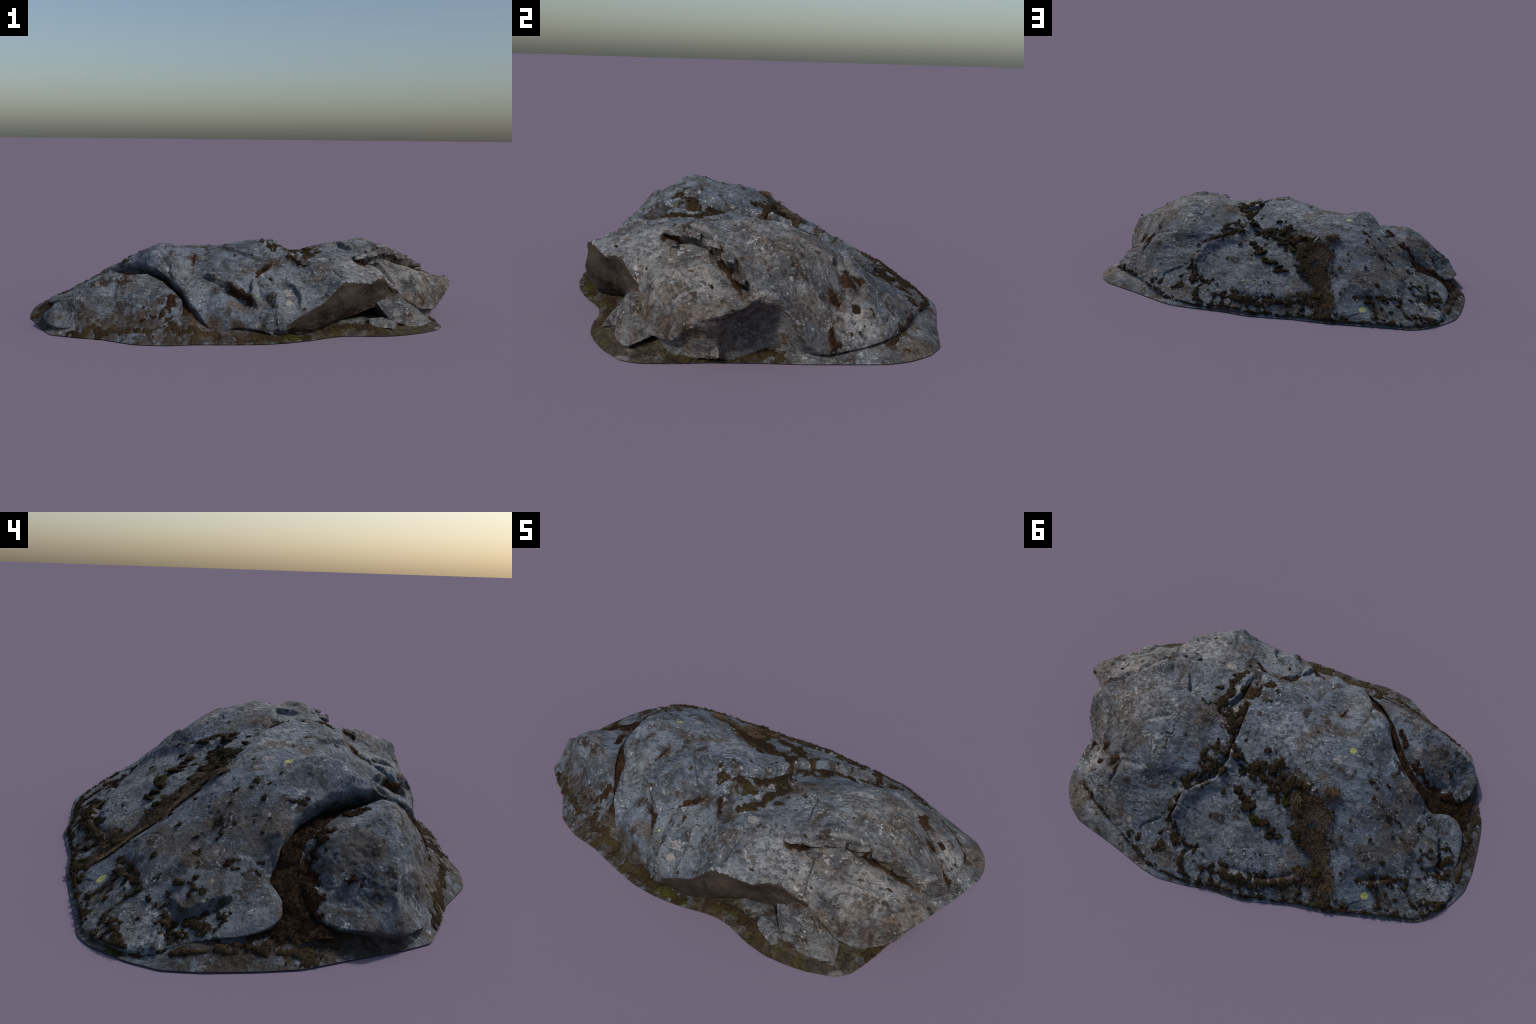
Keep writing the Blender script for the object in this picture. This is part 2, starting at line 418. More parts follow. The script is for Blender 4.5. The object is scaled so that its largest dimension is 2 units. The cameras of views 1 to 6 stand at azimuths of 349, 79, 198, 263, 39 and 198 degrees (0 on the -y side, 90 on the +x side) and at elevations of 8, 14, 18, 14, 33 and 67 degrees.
class Nodes:
    """Small helper that wires procedural materials."""

    def __init__(self, name):
        self.m = bpy.data.materials.new(name)
        self.m.use_nodes = True
        self.t = self.m.node_tree
        self.bsdf = self.t.nodes["Principled BSDF"]
        self.bsdf.inputs["Roughness"].default_value = .82
        self.bsdf.inputs["Specular IOR Level"].default_value = .25
        self.co = self.t.nodes.new("ShaderNodeTexCoord").outputs["Object"]

    def new(self, kind, **props):
        n = self.t.nodes.new(kind)
        for k, w in props.items():
            setattr(n, k, w)
        return n

    def put(self, socket, value):
        if isinstance(value, bpy.types.NodeSocket):
            self.t.links.new(value, socket)
        elif isinstance(value, (tuple, list)) and len(value) == 3 and socket.type == "RGBA":
            socket.default_value = (*value, 1)
        else:
            socket.default_value = value

    def math(self, op, a, b=0.0, clamp=False):
        n = self.new("ShaderNodeMath", operation=op, use_clamp=clamp)
        self.put(n.inputs[0], a)
        self.put(n.inputs[1], b)
        return n.outputs[0]

    def mapped(self, scale=(1, 1, 1), turn=(0, 0, 0), shift=(0, 0, 0), warp=0.0, warp_scale=12.0):
        n = self.new("ShaderNodeMapping")
        self.put(n.inputs["Vector"], self.co)
        n.inputs["Scale"].default_value = scale
        n.inputs["Rotation"].default_value = turn
        n.inputs["Location"].default_value = shift
        if not warp:
            return n.outputs[0]
        w = self.new("ShaderNodeTexNoise")
        self.put(w.inputs["Vector"], n.outputs[0])
        w.inputs["Scale"].default_value = warp_scale
        w.inputs["Detail"].default_value = 3
        s = self.new("ShaderNodeVectorMath", operation="MULTIPLY_ADD")
        self.put(s.inputs[0], w.outputs["Color"])
        s.inputs[1].default_value = (warp,) * 3
        self.put(s.inputs[2], n.outputs[0])
        return s.outputs[0]

    def noise(self, scale, detail=4, rough=.55, vec=None, warp=0.0):
        n = self.new("ShaderNodeTexNoise")
        self.put(n.inputs["Vector"], self.co if vec is None else vec)
        n.inputs["Scale"].default_value = scale
        n.inputs["Detail"].default_value = detail
        n.inputs["Roughness"].default_value = rough
        n.inputs["Distortion"].default_value = warp
        return n.outputs["Fac"]

    def cells(self, scale, vec=None, feature="F1"):
        n = self.new("ShaderNodeTexVoronoi", feature=feature)
        self.put(n.inputs["Vector"], self.co if vec is None else vec)
        n.inputs["Scale"].default_value = scale
        return n.outputs["Distance"], n.outputs.get("Color")

    def ramp(self, x, a, b, lo=0.0, hi=1.0):
        n = self.new("ShaderNodeMapRange", interpolation_type="SMOOTHSTEP")
        self.put(n.inputs["Value"], x)
        for k, w in (("From Min", a), ("From Max", b), ("To Min", lo), ("To Max", hi)):
            n.inputs[k].default_value = w
        return n.outputs[0]

    def mix(self, fac, a, b, blend="MIX"):
        n = self.new("ShaderNodeMix", data_type="RGBA", blend_type=blend)
        n.clamp_factor = True
        self.put(n.inputs[0], fac)
        self.put(n.inputs[6], a)
        self.put(n.inputs[7], b)
        return n.outputs[2]

    def near(self, centre, radius, soft=.5):
        """1 close to a place on the object, 0 beyond the radius."""
        n = self.new("ShaderNodeVectorMath", operation="DISTANCE")
        self.put(n.inputs[0], self.co)
        n.inputs[1].default_value = centre
        return self.ramp(n.outputs["Value"], radius, radius * (1 - soft))

    def along(self, run, radius, soft=.75):
        """1 near any point of a run of places."""
        return total(self, [self.near(c, radius, soft) for c in run])

    def spots(self, scale, share, size, vec=None, soft=.12):
        """Round patches in a share of random cells."""
        d, c = self.cells(scale, vec)
        sep = self.new("ShaderNodeSeparateColor")
        self.put(sep.inputs[0], c)
        chosen = self.math("GREATER_THAN", sep.outputs[0], 1 - share)
        grow = self.math("MULTIPLY_ADD", sep.outputs[1], .6)
        self.t.nodes[-1].inputs[2].default_value = .4
        r = self.math("DIVIDE", d, grow)
        return self.math("MULTIPLY", self.ramp(r, size, size * (1 - soft)), chosen)

    def finish(self, colour, height=None, strength=.35, distance=.01):
        self.put(self.bsdf.inputs["Base Color"], colour)
        if height is not None:
            b = self.new("ShaderNodeBump")
            b.inputs["Strength"].default_value = strength
            b.inputs["Distance"].default_value = distance
            self.put(b.inputs["Height"], height)
            self.put(self.bsdf.inputs["Normal"], b.outputs[0])
        return self.m


def stone_material(name, brown=0.0, moss=0.0):
    m = Nodes(name)
    broad = m.noise(2.6, 3)
    mottle = m.noise(11, 8, .68, None, .4)
    fine = m.noise(48, 6, .68)
    grain = m.noise(190, 4, .7)
    bed = m.mapped((1, 1.6, 3.2), (.35, .5, .3))
    streak = m.noise(24, 7, .68, bed, .7)
    col = m.mix(m.ramp(broad, .40, .60), (.130, .160, .205), (.152, .168, .190))
    col = m.mix(m.ramp(mottle, .43, .60, 0, .9), col, (.050, .056, .066))
    col = m.mix(m.ramp(streak, .50, .68, 0, .75), col, (.222, .242, .268))
    col = m.mix(m.ramp(fine, .34, .47, .85, 0), col, (.044, .042, .041))
    # pale weathered shoulders
    pale = total(m, [m.near((-.06, -.06, .36), .2, .8), m.near((.56, -.02, .35), .15, .9), m.near((-.86, .38, .03), .12, .8),
                     m.near((.5, -.42, .26), .2, .9), m.near((.85, .2, .08), .12, .8), m.near((.80, -.3, .22), .16, .9)])
    col = m.mix(m.math("MULTIPLY", pale, m.ramp(fine, .42, .60, .05, .8)), col, (.30, .312, .33))
    # brown staining
    stain = m.noise(4.8, 7, .66, m.mapped(shift=(3, 1, 7)))
    col = m.mix(m.ramp(stain, .53 - .16 * brown, .64 - .16 * brown, 0, .8), col, m.mix(m.ramp(streak, .4, .6), (.060, .045, .034), (.135, .108, .088)))
    rust = m.noise(13, 7, .68, m.mapped(shift=(1, 9, 2)))
    col = m.mix(m.ramp(rust, .57 - .1 * brown, .64 - .1 * brown, 0, .9), col, (.034, .023, .016))
    seams = [m.along([(-.24, -.24, .31), (-.27, -.3, .27)], .05), m.along([(-.1, -.44, .2), (-.04, -.5, .16)], .045),
             m.along([(.02, -.4, .26), (.1, -.36, .29), (.18, -.36, .32), (.25, -.38, .3)], .05), m.along([(-.3, -.5, .1), (-.2, -.54, .06), (-.1, -.56, .06)], .06),
             m.along([(.5, -.34, .29), (.6, -.29, .3), (.69, -.22, .3), (.77, -.18, .27), (.85, -.16, .23), (.9, -.15, .2)], .045),
             m.along([(.85, -.36, .1), (.93, -.3, .12), (.78, -.42, .12)], .06), m.along([(.72, .22, .18), (.8, .15, .15), (.86, .13, .1), (.88, .11, .05)], .06),
             m.along([(.16, -.3, .34), (.22, -.2, .31), (.23, -.08, .3), (.21, .05, .29), (.27, .14, .26)], .06), m.along([(-.6, -.43, .1), (-.75, -.37, .1), (-.48, -.47, .1)], .09),
             m.along([(-.86, -.1, .05), (-.72, -.06, .13), (-.6, -.13, .2)], .05), m.along([(.1, .59, .03), (-.2, .54, .03), (.4, .56, .04), (-.6, .5, .04)], .09)]
    seams += [m.along([(.36, .25, .22), (.4, .34, .17), (.38, .44, .11), (.3, .48, .09)], .045), m.along([(-.05, .13, .25), (-.15, .14, .26), (-.24, .23, .2)], .09),  # more dark bands along the creases, to raise the contrast
              m.along([(-.29, .33, .14), (-.34, .43, .08), (-.36, .53, .03)], .085), m.along([(-.56, .17, .21), (-.67, .24, .15), (-.8, .25, .08)], .05),
              m.along([(-.4, -.36, .23), (-.33, -.44, .17), (-.28, -.51, .1)], .05), m.along([(.1, -.2, .36), (.16, -.1, .33)], .05), m.along([(.55, -.5, .2), (.62, -.46, .18), (.7, -.43, .12)], .06)]
    ragged = m.ramp(mottle, .36, .54, 0, 1)
    col = m.mix(m.math("MULTIPLY", m.math("MULTIPLY", total(m, seams), ragged), .92), col, m.mix(m.ramp(fine, .4, .6), (.030, .021, .015), (.078, .056, .040)))
    # the right end is warmer and more buff
    axes = m.new("ShaderNodeSeparateXYZ")
    m.put(axes.inputs[0], m.co)
    buff_end = m.ramp(axes.outputs[0], .25, .8)
    col = m.mix(m.math("MULTIPLY", buff_end, m.ramp(mottle, .3, .6, 1, .5)), col, m.mix(1.0, col, (1.16, 1.0, .83), "MULTIPLY"))
    blotch = m.noise(9, 7, .68, m.mapped(shift=(6, 3, 9)))
    col = m.mix(m.math("MULTIPLY", buff_end, m.ramp(blotch, .50, .60, 0, .7)), col, m.mix(m.ramp(fine, .4, .6), (.048, .036, .027), (.150, .122, .098)))
    # crusts of pale lichen, in three sizes
    tangled = m.mapped((1, 1, 1), warp=.085, warp_scale=22)
    crowd = m.ramp(m.noise(7, 4, .62, m.mapped(shift=(5, 5, 1))), .43, .61, .06, 1)
    flecks = m.math("MAXIMUM", m.ramp(m.noise(68, 4, .62, m.mapped(shift=(3, 3, 5)), .15), .60, .65), m.math("MULTIPLY", m.spots(80, .25, .36, m.mapped((1, 1, 1), warp=.05, warp_scale=60), .35), .8))
    crust = m.spots(34, .34, .42, tangled, .3)
    discs = m.spots(15, .16, .34, m.mapped((1, 1, 1), warp=.018, warp_scale=40), .14)
    col = m.mix(m.math("MULTIPLY", m.math("MULTIPLY", flecks, crowd), .85), col, (.40, .415, .435))
    col = m.mix(m.math("MULTIPLY", m.math("MULTIPLY", crust, crowd), m.ramp(grain, .38, .58, .15, .9)), col, (.39, .405, .42))
    col = m.mix(m.math("MULTIPLY", discs, m.ramp(fine, .40, .58, .2, .8)), col, (.31, .285, .262))
    # white mineral threads
    vein = m.math("ABSOLUTE", m.math("SUBTRACT", m.noise(7, 4, .6, m.mapped(shift=(2, 4, 4)), .8), .5))
    threads = m.math("MULTIPLY", m.ramp(vein, .010, .003), total(m, [m.near((.6, .13, .28), .13, .5), m.near((.52, -.12, .36), .16, .5), m.near((0, -.05, .35), .1, .5), m.near((.72, -.05, .33), .1, .6)]))
    col = m.mix(m.math("MULTIPLY", threads, m.ramp(fine, .4, .55, .2, .9)), col, (.42, .41, .39))
    # black-brown crumbs of dead lichen
    crumbs = m.spots(48, .28, .38, tangled, .3)
    where = m.ramp(m.noise(4.5, 4, .6, m.mapped(shift=(8, 2, 2))), .44, .58)
    col = m.mix(m.math("MULTIPLY", m.math("MULTIPLY", crumbs, where), .92), col, (.022, .016, .011))
    # yellow-green map lichen
    map_where = total(m, [m.near((.03, .44, .12), .13, .6), m.near((-.55, .38, .11), .13, .6), m.near((.5, .33, .18), .1, .5), m.near((-.02, -.53, .17), .07, .5), m.near((-.8, .2, .08), .1, .6)])
    green = m.spots(40, .5, .27, m.mapped((1, 1, 1), warp=.006, warp_scale=60), .2)
    col = m.mix(m.math("MULTIPLY", green, map_where), col, (.36, .40, .17))
    big = total(m, [m.near((-.337, -.066, .339), .016, .15), m.near((-.546, .482, .051), .018, .15)])
    col = m.mix(big, col, (.40, .42, .14))
    if moss:
        wet = m.noise(8, 6, .68, m.mapped(shift=(4, 0, 3)))
        damp = total(m, [m.near((.25, -.62, .02), .45, .4), m.near((-.35, -.58, .03), .4, .4), m.near((-.95, .0, .02), .4, .5), m.near((.68, -.52, .02), .26, .4), m.near((.9, -.2, .01), .26, .5), m.ramp(broad, .4, .6, .1, .5)])
        col = m.mix(m.math("MULTIPLY", m.ramp(wet, .40, .54, 0, .95), damp), col, m.mix(m.ramp(fine, .4, .6), (.022, .016, .010), (.062, .045, .030)))
        front = m.math("MULTIPLY", m.ramp(m.noise(13, 6, .68, m.mapped(shift=(0, 6, 3))), .47, .58), total(m, [m.near((.2, -.58, .02), .34, .5), m.near((.62, -.52, .02), .2, .5), m.near((.86, -.3, .01), .2, .5)]))
        col = m.mix(m.math("MULTIPLY", front, .85), col, m.mix(m.ramp(fine, .38, .6), (.020, .016, .006), (.060, .048, .011)))
    light = m.new("ShaderNodeMix", data_type="RGBA", blend_type="MULTIPLY")
    m.put(light.inputs[0], .7)
    m.put(light.inputs[6], col)
    tint = m.new("ShaderNodeCombineColor")
    g = m.ramp(grain, .28, .72, .62, 1.52)
    for i in range(3):
        m.put(tint.inputs[i], g)
    m.put(light.inputs[7], tint.outputs[0])
    bump = m.math("ADD", m.math("MULTIPLY", streak, 1.2), m.math("ADD", m.math("MULTIPLY", fine, .7), m.math("MULTIPLY", grain, .22)))
    bump = m.math("ADD", bump, m.math("MULTIPLY", mottle, 1.5))
    return m.finish(light.outputs[2], bump, .8, .014)


def soft_material(name, dark, mid, light, scale=90, rough=.95):
    m = Nodes(name)
    m.bsdf.inputs["Roughness"].default_value = rough
    m.bsdf.inputs["Specular IOR Level"].default_value = .1
    a, b, c = m.noise(scale, 5, .7), m.noise(14, 3, .6), m.noise(scale * 3.2, 3, .7)
    col = m.mix(m.ramp(a, .32, .6), dark, mid)
    col = m.mix(m.ramp(b, .42, .66, 0, .85), col, light)
    col = m.mix(m.ramp(c, .55, .75, 0, .5), col, tuple(min(1, 1.9 * q) for q in light))
    return m.finish(col, m.math("ADD", a, m.math("MULTIPLY", c, .6)), .9, .012)


stone = stone_material("lichened_stone")
apron_stone = stone_material("mossy_ground_stone", .3, 1.0)
side_stone = stone_material("weathered_side_stone", .3)


def shade_darkened_material():
    m = Nodes("shade_darkened_stone")
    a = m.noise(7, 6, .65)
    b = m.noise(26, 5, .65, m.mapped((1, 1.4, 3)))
    col = m.mix(m.ramp(a, .35, .65), (.020, .014, .010), (.046, .034, .025))  # brown taken near black, with the overhang's shadow baked into it
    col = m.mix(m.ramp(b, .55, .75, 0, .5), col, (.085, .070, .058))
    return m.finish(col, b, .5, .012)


shade_darkened = shade_darkened_material()
brown_moss = soft_material("brown_moss", (.017, .011, .007), (.052, .033, .019), (.074, .056, .026))
red_moss = soft_material("rusty_moss", (.016, .009, .006), (.052, .027, .016), (.072, .042, .022))
green_moss = soft_material("olive_moss", (.012, .011, .004), (.045, .042, .010), (.085, .078, .014))
straw = soft_material("dry_grass", (.040, .024, .013), (.105, .068, .040), (.19, .135, .09), 30)


boulder = bpy.data.objects.new("boulder", None)
bpy.context.scene.collection.objects.link(boulder)
boulder["label"] = "low grey lichen-covered boulder with mossy crevices on rock apron"
boulder["category"] = "rock"

loop = smooth_loop(rq + out * 0.105, 3)
p, f = grid_in(loop, STEP)


def snap(q, line, reach):
    """Pull grid points that lie close to a line onto it, so the crease runs clean."""
    q = q.copy()
    best = np.full(len(q), reach)
    to = q.copy()
    for a, b in zip(line[:-1], line[1:]):
        near = (q > np.minimum(a, b) - reach).all(1) & (q < np.maximum(a, b) + reach).all(1)
        if not near.any():
            continue
        d = b - a
        t = np.clip(((q[near] - a) @ d) / (d @ d + 1e-12), 0, 1)
        c = a + t[:, None] * d
        r = np.linalg.norm(q[near] - c, axis=1)
        i = np.flatnonzero(near)[r < best[near]]
        to[i] = c[r < best[near]]
        best[i] = r[r < best[near]]
    return to


p = snap(p, close(rq), STEP * .5)
v = facet(rock.at(p), f, 1500, .85, 5)
relief = np.zeros(len(p))
for run, height, reach in (
        (A((.06, -.27), (.105, -.25), (.13, -.21), (.165, -.15), (.178, -.07), (.188, 0), (.2, .1), (.235, .195), (.304, .247), (.364, .286), (.374, .34), (.39, .39), (.355, .44), (.31, .48))[::-1], -.04, .045),
        (A((.51, -.27), (.474, -.193), (.463, -.149), (.381, -.11), (.326, -.088), (.265, -.04))[::-1], .020, .05),
        (A((.63, .06), (.54, .022), (.47, -.01)), -.010, .03),
        (A((.93, -.11), (.86, -.13), (.78, -.155), (.7, -.205), (.6, -.272), (.52, -.33), (.46, -.345)), -.055, .04),
        (A((.78, .27), (.705, .264), (.678, .225), (.617, .236), (.529, .236)), -.012, .04),
        (A((.11, -.3), (.023, -.33), (-.037, -.281), (-.12, -.2), (-.213, -.16)), -.012, .05),
        (A((-.54, .165), (-.576, .187), (-.615, .22), (-.675, .231), (-.725, .253)), -.012, .03),
        (A((-.79, .15), (-.815, .19), (-.824, .242), (-.813, .275), (-.77, .3)), -.018, .055),
        (A((-.80, .27), (-.857, .308), (-.93, .335)), -.02, .035),
        (A((-.49, .44), (-.565, .418), (-.637, .396), (-.681, .407), (-.697, .423), (-.741, .44)), -.014, .03),
        (A((-.246, -.347), (-.169, -.407), (-.125, -.429), (-.076, -.468), (-.026, -.512), (.0, -.55)), .03, .035),
        (A((.05, -.39), (.0, -.445), (-.006, -.515), (.035, -.575), (.06, -.61)), -.022, .03),
        (A((.3, -.36), (.33, -.42), (.33, -.5), (.35, -.57)), -.018, .04),
        (A((.44, -.44), (.5, -.43), (.56, -.43), (.61, -.45)), .012, .025),
        (A((.67, -.41), (.7, -.36), (.78, -.33), (.86, -.31)), .012, .03),
        (A((.72, -.42), (.75, -.37), (.8, -.36)), -.012, .02),
        (A((.63, -.425), (.68, -.418), (.74, -.413), (.79, -.4), (.85, -.365), (.93, -.32)), .012, .025),
        (A((.80, -.40), (.82, -.33), (.86, -.27)), .014, .025),
        (A((.88, -.34), (.9, -.29), (.93, -.25)), -.012, .02),
        (A((-.12, -.25), (-.14, -.33), (-.1, -.4), (-.05, -.44)), -.018, .04),
        (A((.1, -.44), (.15, -.5), (.17, -.56), (.16, -.6)), .016, .035),
        (A((-.42, -.2), (-.36, -.3), (-.35, -.38)), .014, .03),
        (A((.66, .04), (.7, .1), (.70, .17), (.66, .2)), .012, .03),
        (A((-.3, -.25), (-.33, -.33), (-.29, -.42), (-.25, -.5)), -.012, .04),
        (A((-.03, -.5), (-.012, -.451), (.029, -.402), (.08, -.385)), -.018, .035),
        (A((.287, -.118), (.24, -.2), (.21, -.3), (.2, -.36)), .022, .028),
        (A((.12, -.28), (.166, -.319), (.205, -.336), (.235, -.385), (.2, -.42)), -.026, .035),
        (A((.65, .2), (.733, .203), (.788, .187)), .012, .03),
        (A((.16, .53), (.05, .54), (-.08, .53), (-.2, .5), (-.27, .46)), -.016, .03),
        (A((.3, .59), (.31, .53), (.25, .485), (.18, .49)), -.010, .025),
        (A((.645, -.44), (.628, -.407), (.606, -.352), (.59, -.31)), -.018, .03),
        (A((.78, -.42), (.8, -.36), (.84, -.33), (.87, -.35)), .010, .025)):
    low = .4 if abs(height) > .045 else .5
    relief += scarp(p, run if height > 0 else run[::-1], abs(height), reach, low, groove=.4 if abs(height) > .045 else .22)
for run, depth, width in (
        (A((.86, -.08), (.837, -.017), (.788, .022), (.711, .099)), .008, .006),
        (A((.029, -.391), (.0, -.45), (-.032, -.49)), .012, .008),
        (A((-.109, -.457), (-.175, -.363), (-.241, -.352)), .01, .008),
        (A((.5, .49), (.52, .45), (.43, .4)), .008, .006),
        (A((.69, .25), (.72, .3), (.70, .36)), .008, .006)):
    relief += crack(p, run, depth, width)
hang = smoothstep(dist_to_line(p, close(rq)), .004, .02) * ~inside(p, rq) * (p[:, 1] < -.4) * (p[:, 0] > .02) * (p[:, 0] < .68)
relief += hang * (.012 * scoops(v * [1, 1, 1.4], .11, 92) + .010 * fbm(v, 10, 4, .6, 93))
v, n = stony(v, f, extra=relief)
v[:, 2] = np.maximum(v[:, 2], 0.0)
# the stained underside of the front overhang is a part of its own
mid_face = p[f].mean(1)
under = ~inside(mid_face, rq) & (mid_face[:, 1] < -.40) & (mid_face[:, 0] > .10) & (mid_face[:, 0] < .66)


def keep(v, f, faces):
    used = np.unique(f[faces])
    remap = np.full(len(v), -1)
    remap[used] = np.arange(len(used))
    return v[used], remap[f[faces]], used


def add_part(name, faces, mat):
    kv, kf, used = keep(v, f, faces)
    ob = make_mesh(name, kv, kf, mat, boulder)
    ob.data.normals_split_custom_set_from_vertices(whole[used].tolist())
    return ob


whole = normals(v, f)
add_part("main_rock", ~under, stone)
add_part("overhang_underside", under, shade_darkened)

# ------------------------------------------------------------------ side block
SIDE_RIM = A((-.40, -.375, .228, .02, .15, .02, .08), (-.36, -.42, .196, .0, .12, .0, .06), (-.32, -.462, .158, .0, .1, .0, .05),
             (-.315, -.5, .108, 0, .06, 0, .02), (-.4, -.503, .066, .01, .04, .02, 0), (-.5, -.49, .055, .01, .03, .02, 0),
             (-.6, -.437, .05, .01, .03, .02, 0), (-.72, -.407, .045, .01, .03, .02, 0), (-.85, -.35, .03, .01, .02, .02, 0),
             (-.905, -.285, .045, .012, .02, .03, 0), (-.93, -.2, .055, .025, .03, .04, 0), (-.905, -.11, .055, .025, .03, .04, 0),
             (-.86, -.055, .065, .01, .04, .02, 0), (-.78, -.035, .105, .004, .06, .01, .02), (-.70, -.045, .162, .004, .1, .01, .05),
             (-.61, -.105, .207, .005, .14, .01, .08), (-.545, -.185, .234, .008, .16, .015, .1), (-.475, -.295, .246, .015, .17, .02, .1))
srim = resample(SIDE_RIM, 0.02, True)
srim[:, :2] = smooth_loop(srim[:, :2], 2)
sout = outward(smooth_loop(srim, 5))
sq = srim[:, :2]
side = Skin(.005)
side.line(close(srim[:, :3]))
side.line(close(np.hstack([sq - sout * srim[:, 3:4], srim[:, 4:5]])), close(sq + sout * .035))
side.line(close(np.hstack([sq - sout * srim[:, 5:6], srim[:, 6:7]])), close(sq + sout * .08))
for pts in dict(
        crest=A((-.4, -.385, .231), (-.478, -.355, .245), (-.538, -.355, .251), (-.616, -.342, .235), (-.695, -.338, .212), (-.785, -.288, .172), (-.84, -.28, .135), (-.89, -.275, .09)),
        top=A((-.538, -.355, .251), (-.572, -.27, .242), (-.633, -.186, .229), (-.7, -.185, .19), (-.789, -.161, .142), (-.829, -.117, .096), (-.88, -.11, .07)),
        crevice_edge=A((-.484, -.3, .243), (-.572, -.194, .235), (-.61, -.12, .205), (-.662, -.06, .172), (-.747, -.07, .105)),
        west_edge=A((-.785, -.288, .172), (-.823, -.233, .137), (-.89, -.19, .078)),
        front_nose=A((-.534, -.402, .182), (-.5, -.443, .142), (-.47, -.47, .092)),
        front_rib=A((-.7, -.33, .207), (-.71, -.36, .142), (-.72, -.385, .075)),
        front_pit=A((-.61, -.35, .195), (-.615, -.376, .14), (-.61, -.41, .095)),
        right_face=A((-.43, -.406, .203), (-.4, -.446, .163), (-.382, -.483, .118)),
        left_face=A((-.755, -.343, .125), (-.825, -.31, .076))).values():
    side.line(pts)
side.solve()
sp, sf = grid_in(smooth_loop(sq + sout * .078, 2), STEP)
sv, sn = stony(facet(side.at(sp), sf, 200, .9, 45, .003), sf, 1.0, 40)
sv[:, 2] = np.maximum(sv[:, 2], 0)
make_mesh("side_block", sv, sf, side_stone, boulder)

# ------------------------------------------------------------------ apron
edge = resample(OUTLINE, 0.008, True)
edge = smooth_loop(edge, 4)
ein = -outward(smooth_loop(edge, 10))
ein = smooth_loop(ein, 20)
apron = Skin(0.02)
apron.line(close(np.hstack([edge, np.zeros((len(edge), 1))])))
for pts in dict(
        front=A((-.1, -.56, .035), (.05, -.57, .03), (.17, -.55, .03), (.28, -.52, .035), (.4, -.46, .045), (.5, -.45, .05), (.6, -.42, .05)),
        front_mid=A((-.1, -.6, .018), (.1, -.6, .015), (.3, -.55, .015), (.5, -.55, .022), (.65, -.54, .018), (.78, -.49, .016)),
        under=A((.3, -.42, .05), (.6, -.35, .05), (.8, -.35, .02), (.8, -.2, .02), (.78, -.05, .025), (.83, .02, .02), (.86, .1, .013)),
        hollow=A((.88, -.3, .006), (.87, -.15, .012), (.9, .02, .012)),
        right=A((.88, .22, .03), (.86, .3, .038), (.78, .39, .04), (.68, .455, .042), (.6, .5, .035), (.5, .56, .022)),
        right_shelf=A((.93, .3, .012), (.86, .4, .03), (.75, .47, .03), (.6, .54, .025)),
        back=A((.4, .625, .014), (.2, .62, .012), (0, .62, .012), (-.3, .575, .011), (-.6, .53, .01), (-.8, .49, .01), (-.88, .41, .012)),
        west=A((-.93, .3, .018), (-.93, .2, .03), (-.94, .1, .032), (-.9, .0, .035), (-.83, -.01, .05), (-.74, .0, .085), (-.68, -.04, .12), (-.6, -.11, .16), (-.52, -.22, .19), (-.44, -.32, .19)),
        west_low=A((-.93, -.05, .025), (-.93, -.13, .02), (-.91, -.22, .02), (-.87, -.3, .015)),
        bank=A((-.84, -.36, .012), (-.72, -.42, .035), (-.6, -.47, .045), (-.5, -.51, .05), (-.38, -.53, .065), (-.3, -.52, .09), (-.25, -.52, .06), (-.2, -.54, .045)),
        bank_low=A((-.52, -.55, .02), (-.4, -.575, .03), (-.28, -.58, .025), (-.2, -.58, .02))).values():
    apron.line(pts)
apron.solve()
rows = np.concatenate([np.linspace(0, .05, 9), np.linspace(.056, .30, 36)])
ap = np.concatenate([edge + ein * r for r in rows])
m = len(edge)
af = np.array([(r * m + i, r * m + (i + 1) % m, (r + 1) * m + (i + 1) % m, (r + 1) * m + i) for r in range(len(rows) - 1) for i in range(m)])
av = apron.at(ap)
fade = np.repeat(np.clip(rows / .03, 0, 1), m)
area = normals(av, af)[:, 2].mean()
if area < 0:
    af = af[:, ::-1]
av, an = stony(av, af, .7, 80, fade)
av[:, 2] = np.maximum(av[:, 2], 0)
make_mesh("ground_apron", av, af, apron_stone, boulder)


# ------------------------------------------------------------------ loose lower blocks
def hull_block(name, pts, seed, levels=5, swell=.3):
    import bmesh
    bm = bmesh.new()
    for q in pts:
        bm.verts.new(q)
    res = bmesh.ops.convex_hull(bm, input=bm.verts)
    bmesh.ops.delete(bm, geom=[g for g in bm.verts if not g.link_faces], context="VERTS")
    bmesh.ops.triangulate(bm, faces=bm.faces)
    for _ in range(levels):
        bmesh.ops.subdivide_edges(bm, edges=bm.edges[:], cuts=1, use_grid_fill=True)
    for _ in range(2):
        bmesh.ops.smooth_vert(bm, verts=bm.verts, factor=.5, use_axis_x=True, use_axis_y=True, use_axis_z=True)
    bmesh.ops.triangulate(bm, faces=bm.faces)
    bm.normal_update()
    bv = np.array([q.co for q in bm.verts])
    bf = np.array([[w.index for w in q.verts] for q in bm.faces]) if bm.verts.index_update() is None else None
    bm.free()
    c = bv.mean(0)
    bn = normals(bv, bf)
    if ((bv - c) * bn).sum(1).mean() < 0:
        bf = bf[:, ::-1]
    bv, _ = stony(bv, bf, 1.25, seed)
    bv[:, 2] = np.maximum(bv[:, 2], 0)
    return make_mesh(name, bv, bf, stone, boulder)


